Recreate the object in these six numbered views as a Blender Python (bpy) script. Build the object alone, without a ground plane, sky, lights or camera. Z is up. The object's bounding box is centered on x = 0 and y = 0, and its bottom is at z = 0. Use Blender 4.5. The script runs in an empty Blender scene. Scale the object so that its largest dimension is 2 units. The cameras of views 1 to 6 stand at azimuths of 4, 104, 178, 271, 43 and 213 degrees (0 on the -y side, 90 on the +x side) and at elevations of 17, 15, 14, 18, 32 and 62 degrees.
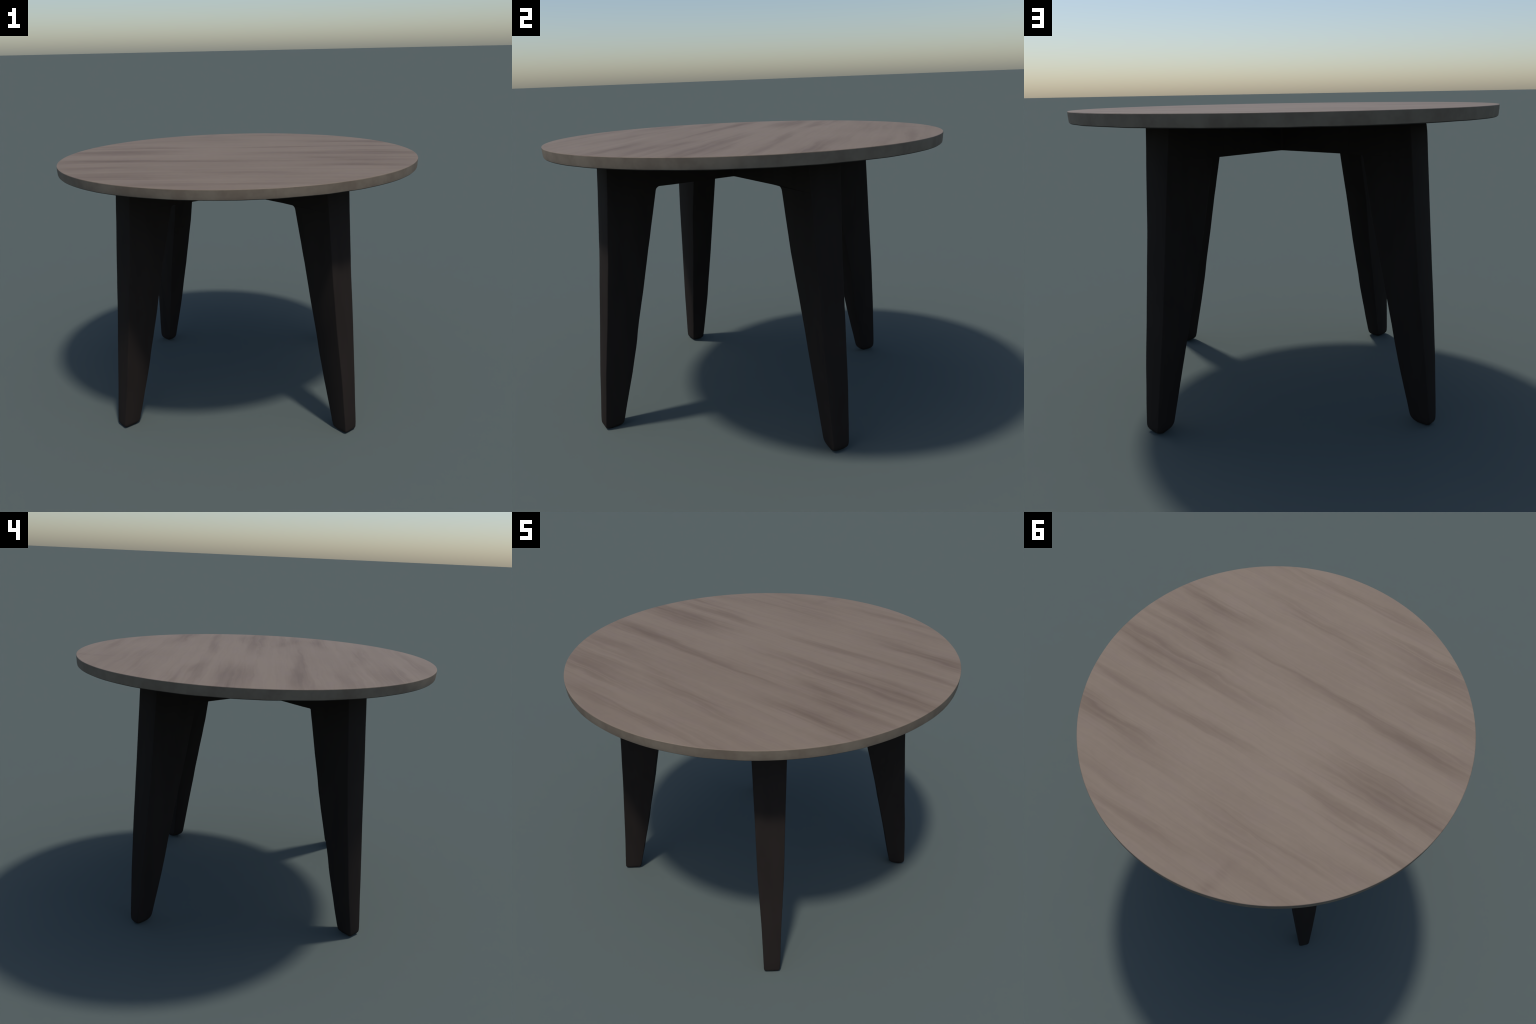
"""Round dining table: a thick taupe wood-grain disc on four tapering black
legs that stand on the diagonals and meet in a cross brace under the top."""
import bpy, bmesh, math, random
from math import cos, sin, pi, radians, sqrt
from mathutils import Vector, noise

random.seed(7)

UNDER_Z = 1.3555       # lower face of the tabletop
BRACE_Z = 1.198        # lower face of the cross brace


def lerp_table(table, x):
    """Piecewise linear profile given as (x, y) control points."""
    if x <= table[0][0]:
        return table[0][1]
    for (a, fa), (b, fb) in zip(table, table[1:]):
        if x <= b:
            return fa + (fb - fa) * (x - a) / (b - a)
    return table[-1][1]


def new_object(name, bm, materials, parent=None, smooth_angle=35):
    bmesh.ops.recalc_face_normals(bm, faces=bm.faces)
    mesh = bpy.data.meshes.new(name)
    bm.to_mesh(mesh)
    bm.free()
    for m in materials:
        mesh.materials.append(m)
    ob = bpy.data.objects.new(name, mesh)
    bpy.context.scene.collection.objects.link(ob)
    mesh.polygons.foreach_set("use_smooth", [True] * len(mesh.polygons))
    mesh.set_sharp_from_angle(angle=radians(smooth_angle))
    if parent:
        ob.parent = parent
    return ob


# ------------------------------------------------------------------ materials
class Nodes:
    """Small helper for building node trees."""

    def __init__(self, name):
        self.mat = bpy.data.materials.new(name)
        self.mat.use_nodes = True
        self.t = self.mat.node_tree
        self.bsdf = self.t.nodes["Principled BSDF"]
        self.coord = self.t.nodes.new("ShaderNodeTexCoord").outputs["Object"]

    def link(self, a, b):
        self.t.links.new(a, b)

    def put(self, sock, v):
        if isinstance(v, bpy.types.NodeSocket):
            self.link(v, sock)
        else:
            sock.default_value = v

    def math(self, op, a, b=0.0, clamp=False):
        n = self.t.nodes.new("ShaderNodeMath")
        n.operation, n.use_clamp = op, clamp
        self.put(n.inputs[0], a)
        self.put(n.inputs[1], b)
        return n.outputs[0]

    def vmath(self, op, a, b=(0, 0, 0), scale=None):
        n = self.t.nodes.new("ShaderNodeVectorMath")
        n.operation = op
        self.put(n.inputs[0], a)
        self.put(n.inputs[1], b)
        if scale is not None:
            self.put(n.inputs["Scale"], scale)
        return n.outputs[0]

    def mapping(self, vec, loc=(0, 0, 0), rot=(0, 0, 0), scale=(1, 1, 1), kind="POINT"):
        n = self.t.nodes.new("ShaderNodeMapping")
        n.vector_type = kind
        self.link(vec, n.inputs["Vector"])
        n.inputs["Location"].default_value = loc
        n.inputs["Rotation"].default_value = rot
        n.inputs["Scale"].default_value = scale
        return n.outputs[0]

    def noise(self, vec, scale, detail=3.0, rough=0.5, color=False):
        n = self.t.nodes.new("ShaderNodeTexNoise")
        self.link(vec, n.inputs["Vector"])
        n.inputs["Scale"].default_value = scale
        n.inputs["Detail"].default_value = detail
        n.inputs["Roughness"].default_value = rough
        return n.outputs["Color" if color else "Fac"]

    def span(self, x, lo, hi, a=0.0, b=1.0):
        n = self.t.nodes.new("ShaderNodeMapRange")
        n.interpolation_type = "SMOOTHSTEP"
        self.put(n.inputs["Value"], x)
        for k, v in (("From Min", lo), ("From Max", hi), ("To Min", a), ("To Max", b)):
            n.inputs[k].default_value = v
        return n.outputs["Result"]

    def blob(self, vec, loc, angle, size):
        """Soft elliptical spot: 1 in its centre, 0 outside the ellipse."""
        m = self.mapping(vec, loc, (0, 0, angle), size, "TEXTURE")
        g = self.t.nodes.new("ShaderNodeTexGradient")
        g.gradient_type = "SPHERICAL"
        self.link(m, g.inputs["Vector"])
        return self.span(g.outputs["Fac"], 0.0, 1.0)

    def mix(self, fac, a, b, mode="MIX"):
        n = self.t.nodes.new("ShaderNodeMix")
        n.data_type, n.blend_type = "RGBA", mode
        self.put(n.inputs["Factor"], fac)
        for sock, v in ((n.inputs["A"], a), (n.inputs["B"], b)):
            pass
        ins = [s for s in n.inputs if s.type == "RGBA"]
        for sock, v in zip(ins, (a, b)):
            self.put(sock, v if isinstance(v, bpy.types.NodeSocket) else (*v, 1.0))
        return [s for s in n.outputs if s.type == "RGBA"][0]

    def bump(self, height, strength, distance):
        n = self.t.nodes.new("ShaderNodeBump")
        n.inputs["Strength"].default_value = strength
        n.inputs["Distance"].default_value = distance
        self.link(height, n.inputs["Height"])
        self.link(n.outputs[0], self.bsdf.inputs["Normal"])

    def finish(self, colour, rough, spec=0.3):
        self.put(self.bsdf.inputs["Base Color"], colour if isinstance(colour, bpy.types.NodeSocket) else (*colour, 1))
        self.put(self.bsdf.inputs["Roughness"], rough)
        self.bsdf.inputs["Specular IOR Level"].default_value = spec
        return self.mat


# Dark veins of the veneer; the grain runs along x.
# (x from, x to, y from, y to, half width, strength)
VEINS = [
    (1.10, 0.45, -0.22, -0.16, 0.260, 0.32),
    (-0.35, -0.95, -0.58, -0.60, 0.220, 0.24),
    (-0.35, -0.95, 0.24, 0.22, 0.200, 0.20),
    (-0.20, -0.65, 0.74, 0.72, 0.150, 0.20),
    (0.98, 0.72, 0.48, 0.48, 0.090, 0.18),
    (1.20, 0.45, 0.02, 0.02, 0.060, 1.10),
    (0.78, 0.05, 0.02, 0.035, 0.045, 0.80),
    (1.00, 0.40, 0.12, 0.09, 0.040, 0.60),
    (0.97, 0.60, -0.25, -0.24, 0.035, 0.60),
    (0.94, 0.62, -0.42, -0.38, 0.045, 0.70),
    (0.66, 0.42, -0.38, -0.41, 0.050, 0.50),
    (0.60, 0.45, -0.19, -0.14, 0.045, 0.60),
    (0.97, 0.70, 0.29, 0.29, 0.025, 0.55),
    (0.72, 0.02, 0.30, 0.25, 0.030, 0.55),
    (0.93, 0.74, 0.46, 0.46, 0.045, 0.75),
    (0.88, 0.45, 0.53, 0.48, 0.045, 0.65),
    (0.50, -0.42, -0.87, -0.89, 0.026, 0.75),
    (-0.20, -0.50, -0.88, -0.88, 0.035, 0.50),
    (0.24, 0.04, -0.58, -0.60, 0.050, 0.60),
    (0.46, 0.26, -0.63, -0.63, 0.030, 0.45),
    (-0.02, -0.20, -0.58, -0.54, 0.050, 0.40),
    (0.30, -0.35, -0.26, -0.24, 0.035, 0.65),
    (-0.15, -0.95, -0.25, -0.20, 0.048, 0.70),
    (-0.62, -1.05, -0.20, -0.205, 0.045, 0.65),
    (-0.40, -0.80, -0.65, -0.71, 0.090, 0.55),
    (-0.15, -0.60, -0.72, -0.74, 0.030, 0.40),
    (-0.50, -0.85, -0.38, -0.46, 0.050, 0.35),
    (0.66, 0.30, 0.74, 0.755, 0.035, 0.45),
    (0.44, -0.12, 0.865, 0.85, 0.030, 0.55),
    (-0.04, -0.26, 0.63, 0.62, 0.030, 0.50),
    (0.30, 0.00, 0.27, 0.26, 0.028, 0.40),
    (0.60, 0.28, 0.50, 0.56, 0.045, 0.35),
    (-0.32, -1.00, 0.115, 0.105, 0.055, 0.80),
    (-0.72, -1.08, 0.105, 0.115, 0.050, 0.65),
    (-0.30, -1.02, 0.025, 0.045, 0.040, 0.65),
    (-0.38, -0.56, 0.27, 0.31, 0.055, 0.55),
    (-0.50, -0.86, 0.31, 0.28, 0.040, 0.50),
    (-0.72, -0.98, 0.39, 0.34, 0.050, 0.55),
    (-0.78, -1.02, -0.27, -0.28, 0.025, 0.45),
    (-0.26, -0.27, 0.97, 0.89, 0.030, 0.40),
    (-0.55, -0.85, 0.55, 0.50, 0.045, 0.45),
]


VEIN_DEPTH = 0.48


def wood_top():
    w = Nodes("taupe_wood_grain")
    flat = w.vmath("MULTIPLY", w.coord, (1, 1, 0))
    # gentle wander of the grain lines, long in x and short in y
    wander = w.noise(w.mapping(flat, scale=(2.2, 5.0, 1)), 1.6, 2.0, 0.5)
    wander = w.math("MULTIPLY", w.math("SUBTRACT", wander, 0.5), 0.06)
    ragged = w.noise(w.mapping(flat, scale=(1.6, 12.0, 1)), 2.2, 2.0, 0.5)
    ragged = w.math("MULTIPLY", w.math("SUBTRACT", ragged, 0.5), 0.045)
    shift = w.t.nodes.new("ShaderNodeCombineXYZ")
    w.link(w.math("MULTIPLY", wander, 1.0), shift.inputs[0])
    w.link(w.math("ADD", w.math("MULTIPLY", wander, 0.5), ragged), shift.inputs[1])
    warped = w.vmath("ADD", flat, shift.outputs[0])

    veins = None
    for x0, x1, y0, y1, half, power in VEINS:
        dx, dy = x0 - x1, y0 - y1
        length = sqrt(dx * dx + dy * dy)
        b = w.blob(warped, ((x0 + x1) / 2, (y0 + y1) / 2, 0), math.atan2(dy, dx),
                   (0.5 * length + 0.20, half * 1.6, 1))
        b = w.math("MULTIPLY", b, power)
        veins = b if veins is None else w.math("ADD", veins, b)
    veins = w.math("MINIMUM", veins, 1.1)

    # what nobody placed: broad bands, long fibres, hair lines and a faint mottle
    bands = w.noise(w.mapping(warped, loc=(1.3, 0.4, 0), scale=(0.22, 3.6, 1)), 2.0, 2.0, 0.5)
    fibre = w.noise(w.mapping(warped, scale=(0.25, 11.0, 1)), 2.4, 3.0, 0.6)
    hair = w.noise(w.mapping(warped, scale=(0.55, 30.0, 1)), 2.6, 2.0, 0.5)
    mottle = w.noise(flat, 28.0, 3.0, 0.6)
    cloud = w.noise(w.mapping(flat, loc=(3.1, 1.7, 0), scale=(1.0, 1.7, 1)), 1.9, 3.0, 0.5)
    # the veins themselves break up into fibres
    veins = w.math("MULTIPLY", veins, w.span(fibre, 0.30, 0.70, 0.55, 1.25))
    tone = w.math("MULTIPLY", veins, VEIN_DEPTH)
    for tex, depth in ((bands, 0.34), (fibre, 0.50), (hair, 0.32), (mottle, 0.16), (cloud, 0.34)):
        tone = w.math("ADD", tone, w.math("MULTIPLY", w.math("SUBTRACT", tex, 0.5), depth))
    tone = w.math("ADD", tone, 0.10, clamp=True)
    ramp = w.t.nodes.new("ShaderNodeValToRGB")
    el = ramp.color_ramp.elements
    el[0].position, el[0].color = 0.0, (0.2432, 0.1842, 0.1364, 1)
    el[1].position, el[1].color = 1.0, (0.1378, 0.0946, 0.0676, 1)
    mid = el.new(0.40)
    mid.color = (0.1969, 0.1440, 0.1054, 1)
    w.link(tone, ramp.inputs["Fac"])
    # faint drift between beige and greyish mauve
    hue = w.noise(w.mapping(flat, loc=(8, 2, 0), scale=(3.0, 9.0, 1)), 2.0, 2.0)
    col = w.mix(w.span(hue, 0.45, 0.72, 0.0, 0.35), ramp.outputs["Color"],
                w.mix(1.0, ramp.outputs["Color"], (0.985, 0.965, 1.06), "MULTIPLY"))
    w.bump(hair, 0.05, 0.001)
    return w.finish(col, 0.62, 0.25)


def wood_rim():
    w = Nodes("greyed_wood_edge")
    big = w.noise(w.coord, 8.0, 4.0, 0.6)
    streak = w.noise(w.coord, 38.0, 3.0, 0.55)
    fac = w.math("ADD", w.math("MULTIPLY", w.span(big, 0.30, 0.72), 0.60),
                 w.math("MULTIPLY", streak, 0.3), clamp=True)
    col = w.mix(fac, (0.2340, 0.1902, 0.1417), (0.1500, 0.1116, 0.0823))
    return w.finish(col, 0.7, 0.2)


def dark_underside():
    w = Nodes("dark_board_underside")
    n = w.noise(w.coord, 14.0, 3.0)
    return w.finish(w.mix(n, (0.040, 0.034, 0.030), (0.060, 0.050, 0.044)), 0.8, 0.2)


def black_paint():
    w = Nodes("black_painted_wood")
    n = w.noise(w.mapping(w.coord, scale=(1, 1, 0.25)), 12.0, 3.0, 0.55)
    col = w.mix(w.span(n, 0.35, 0.7), (0.0291, 0.0225, 0.0194), (0.0255, 0.0197, 0.0171))
    return w.finish(col, 0.68, 0.05)


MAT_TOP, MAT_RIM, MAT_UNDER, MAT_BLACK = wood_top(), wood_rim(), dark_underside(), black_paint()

# ------------------------------------------------------------------ the table
table = bpy.data.objects.new("round_table", None)
bpy.context.scene.collection.objects.link(table)
table["label"] = "round taupe wood-grain table on four tapered black legs"
table["category"] = "dining table"


def build_tabletop():
    """Disc turned from a profile; the rim leans inward towards the underside."""
    # (radius, height, material of the band that leads to the next ring)
    profile = [(0.15, 1.4048, 0), (0.30, 1.4043, 0), (0.60, 1.4040, 0), (0.85, 1.4031, 0), (0.985, 1.4019, 0),
               (0.9965, 1.4016, 0), (0.9986, 1.4008, 0),
               (0.9994, 1.3992, 1), (0.9990, 1.385, 1), (0.9980, 1.372, 1),
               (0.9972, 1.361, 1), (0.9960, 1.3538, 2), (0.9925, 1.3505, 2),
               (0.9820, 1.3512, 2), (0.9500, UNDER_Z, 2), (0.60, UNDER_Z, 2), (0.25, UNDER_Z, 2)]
    seg = 256
    bm = bmesh.new()
    rings = []
    for r, z, _ in profile:
        ring = []
        for i in range(seg):
            a = 2 * pi * i / seg
            wob = 0.0
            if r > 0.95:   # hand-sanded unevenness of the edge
                wob = 0.0012 * noise.noise(Vector((cos(a) * 5, sin(a) * 5, z * 12)))
            dz = 0.0010 * noise.noise(Vector((cos(a) * 9, sin(a) * 9, 4))) if r > 0.98 and z < 1.4000 else 0
            if z < 1.37:   # the board is a touch thicker towards +y
                dz -= (0.0022 if r > 0.96 else 0.0070) * r * sin(a)
            if z > 1.399:
                dz -= 0.0007 * r * sin(a)
            ring.append(bm.verts.new(((r + wob) * cos(a), (r + wob) * sin(a), z + dz)))
        rings.append(ring)
    for k in range(len(profile) - 1):
        for i in range(seg):
            j = (i + 1) % seg
            f = bm.faces.new((rings[k][i], rings[k][j], rings[k + 1][j], rings[k + 1][i]))
            f.material_index = profile[k][2]
    bm.faces.new(rings[0]).material_index = 0
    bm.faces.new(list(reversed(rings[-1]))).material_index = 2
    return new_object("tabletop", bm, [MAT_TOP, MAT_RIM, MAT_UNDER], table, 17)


# Leg profiles in the leg's own frame: u = distance from the table's axis along
# the leg's heading, t = half thickness; rows run over these heights.  The legs
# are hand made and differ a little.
LEVELS = [0.0, 0.3, 0.6, 0.9, 1.27]
STUB = 0.440           # the leg's head reaches inward to this radius
BRACE_HALF = 0.0740
LEGS = [
    dict(heading=-135.89, shift=-0.0045, lean=-0.0030,
         outer=[0.8788, 0.8441, 0.8145, 0.7880, 0.7576], thick_out=[0.0372, 0.0517, 0.0600, 0.0676, 0.0702],
         inner=[0.7857, 0.7122, 0.6453, 0.5851, 0.4940], thick_in=[0.0362, 0.0515, 0.0600, 0.0696, 0.0726],
         drift_in=[0.0, 0.0, 0.0, 0.0, 0.0],
         foot_out=0.017, foot_in=0.022, fillet=0.014, head=0.0),
    dict(heading=-45.71, shift=0.0090, lean=0.0033,
         outer=[0.8859, 0.8587, 0.8263, 0.7956, 0.7657], thick_out=[0.0410, 0.0494, 0.0635, 0.0697, 0.0788],
         inner=[0.7918, 0.7159, 0.6561, 0.5911, 0.5150], thick_in=[0.0394, 0.0472, 0.0585, 0.0655, 0.0780],
         drift_in=[0.0, 0.0, 0.0, -0.001, -0.004],
         foot_out=0.017, foot_in=0.022, fillet=0.018, head=0.0),
    dict(heading=42.46, shift=0.0056, lean=0.0052,
         outer=[0.8620, 0.8352, 0.8040, 0.7775, 0.7487], thick_out=[0.0422, 0.0557, 0.0637, 0.0674, 0.0795],
         inner=[0.7720, 0.7080, 0.6395, 0.5640, 0.4970], thick_in=[0.0380, 0.0522, 0.0630, 0.0690, 0.0780],
         drift_in=[0.0, 0.0, -0.001, -0.006, -0.010],
         foot_out=0.026, foot_in=0.038, fillet=0.020, head=0.0),
    dict(heading=136.85, shift=-0.0111, lean=-0.0046,
         outer=[0.8670, 0.8433, 0.8130, 0.7851, 0.7559], thick_out=[0.0295, 0.0459, 0.0606, 0.0660, 0.0694],
         inner=[0.7690, 0.7023, 0.6425, 0.5720, 0.4950], thick_in=[0.0275, 0.0474, 0.0625, 0.0675, 0.0710],
         drift_in=[0.0, 0.0, 0.0, 0.005, 0.016],
         foot_out=0.020, foot_in=0.032, fillet=0.012, head=0.009),
]
# inner corners of the X-shaped brace, between neighbouring legs
NOTCHES = [(0.004, -0.122), (0.102, -0.033), (0.012, 0.085), (-0.127, -0.030)]


def along(spec, key, z):
    """Profile value at height z, continued straight beyond the last level."""
    row = spec[key]
    if z > LEVELS[-2]:
        f = (z - LEVELS[-2]) / (LEVELS[-1] - LEVELS[-2])
        return row[-2] + (row[-1] - row[-2]) * f
    return lerp_table(list(zip(LEVELS, row)), z)


def leg_point(spec, u, t, z):
    a = radians(spec["heading"])
    t = t + spec["shift"] + spec["lean"] * (z - 0.6)
    return Vector((cos(a) * u - sin(a) * t, sin(a) * u + cos(a) * t, z))


def ring_heights(foot, fillet):
    zs = [foot * (1 - cos(pi / 2 * k / 6)) for k in range(7)]
    z = zs[-1]
    stop = BRACE_Z - fillet
    n = 26
    zs += [z + (stop - z) * (k / n) ** 1.3 for k in range(1, n + 1)]
    zs += [BRACE_Z - fillet + fillet * sin(pi / 2 * k / 7) for k in range(1, 8)]
    zs += [BRACE_Z, BRACE_Z + 0.05, BRACE_Z + 0.10, 1.325, 1.335, 1.345, UNDER_Z + 0.008]
    return zs


def build_leg(index, spec):
    foot_round = 0.5 * spec["foot_in"] + 0.004
    foot_out, foot_in, fillet, head = (spec[k] for k in ("foot_out", "foot_in", "fillet", "head"))
    bm = bmesh.new()
    zs = ring_heights(foot_in, fillet)
    first_head = len(zs) - 7
    rings = []
    edge = 0.0035          # softened long edges
    for k, z in enumerate(zs):
        u1, u0 = along(spec, "outer", z), along(spec, "inner", z)
        t1, t0 = along(spec, "thick_out", z), along(spec, "thick_in", z)
        shift_in = along(spec, "drift_in", z)
        # rounded foot
        if z < foot_in:
            u0 += foot_in * 0.8 * (1 - sqrt(max(0, 1 - (1 - z / foot_in) ** 2)))
        if z < foot_out:
            q = 1 - sqrt(max(0, 1 - (1 - z / foot_out) ** 2))
            u1 -= foot_out * q
            t1 -= 0.011 * q
            t0 -= 0.011 * q
        # fillet between leg and brace, then the head that runs inward
        if k >= first_head:
            u0, t0 = STUB, BRACE_HALF
        elif z > BRACE_Z - fillet:
            q = (z - (BRACE_Z - fillet)) / fillet
            u0 -= fillet * (1 - sqrt(max(0, 1 - q * q)))
        if head and z > 1.30:
            u1 -= head * ((z - 1.30) / 0.05) ** 2
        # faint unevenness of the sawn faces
        u1 += 0.0012 * noise.noise(Vector((index * 9.1, 0.3, z * 9)))
        if k < first_head:
            u0 += 0.0022 * noise.noise(Vector((index * 5.3, 7.7, z * 11)))
        round_to = 0.045
        e = edge + (foot_round - edge) * max(0.0, 1 - z / round_to) ** 2
        e = min(e, 0.6 * t0)
        e_in = 0.0006 if k >= first_head else e    # crisp where the brace butts on
        section = []
        corners = [(u1, t1, 1, 1, 0), (u0, t0 + shift_in, -1, 1, 90), (u0, shift_in - t0, -1, -1, 180), (u1, -t1, 1, -1, 270)]
        for cu, ct, su, st, b0 in corners:
            for s in range(4):
                b = radians(b0 + 90 * s / 3)
                r = e if su > 0 else e_in
                section.append((cu - su * r + r * cos(b), ct - st * r + r * sin(b)))
        rings.append([bm.verts.new(leg_point(spec, u, t, z)) for u, t in section])
    n = len(rings[0])
    for ra, rb in zip(rings, rings[1:]):
        for i in range(n):
            j = (i + 1) % n
            bm.faces.new((ra[i], ra[j], rb[j], rb[i]))
    bm.faces.new(list(reversed(rings[0])))
    bm.faces.new(rings[-1])
    return new_object("leg", bm, [MAT_BLACK], table, 40)


def build_brace():
    """X-shaped brace: four arms run inward from the leg heads and meet in the middle."""
    outline = []
    h = BRACE_HALF
    ends = []
    for spec in LEGS:
        mid = along(spec, "drift_in", BRACE_Z)
        ends.append((leg_point(spec, STUB, mid - h, BRACE_Z).to_2d(), leg_point(spec, STUB, mid + h, BRACE_Z).to_2d()))
    for k, (end0, end1) in enumerate(ends):
        nxt0 = ends[(k + 1) % 4][0]
        x = Vector(NOTCHES[k])
        da, db = (x - end1).normalized(), (x - nxt0).normalized()
        outline += [end0, end1]
        rad = 0.012
        p0, p1 = x - da * rad, x - db * rad
        for s in range(6):
            f = s / 5
            outline.append(p0 * (1 - f) ** 2 + x * 2 * f * (1 - f) + p1 * f * f)
    bm = bmesh.new()
    low = [bm.verts.new((p.x, p.y, BRACE_Z)) for p in outline]
    high = [bm.verts.new((p.x, p.y, UNDER_Z + 0.008)) for p in outline]
    n = len(outline)
    bm.faces.new(list(reversed(low)))
    bm.faces.new(high)
    for i in range(n):
        j = (i + 1) % n
        bm.faces.new((low[i], low[j], high[j], high[i]))
    return new_object("cross_brace", bm, [MAT_BLACK], table, 40)


build_tabletop()
for i, spec in enumerate(LEGS):
    build_leg(i, spec)
build_brace()
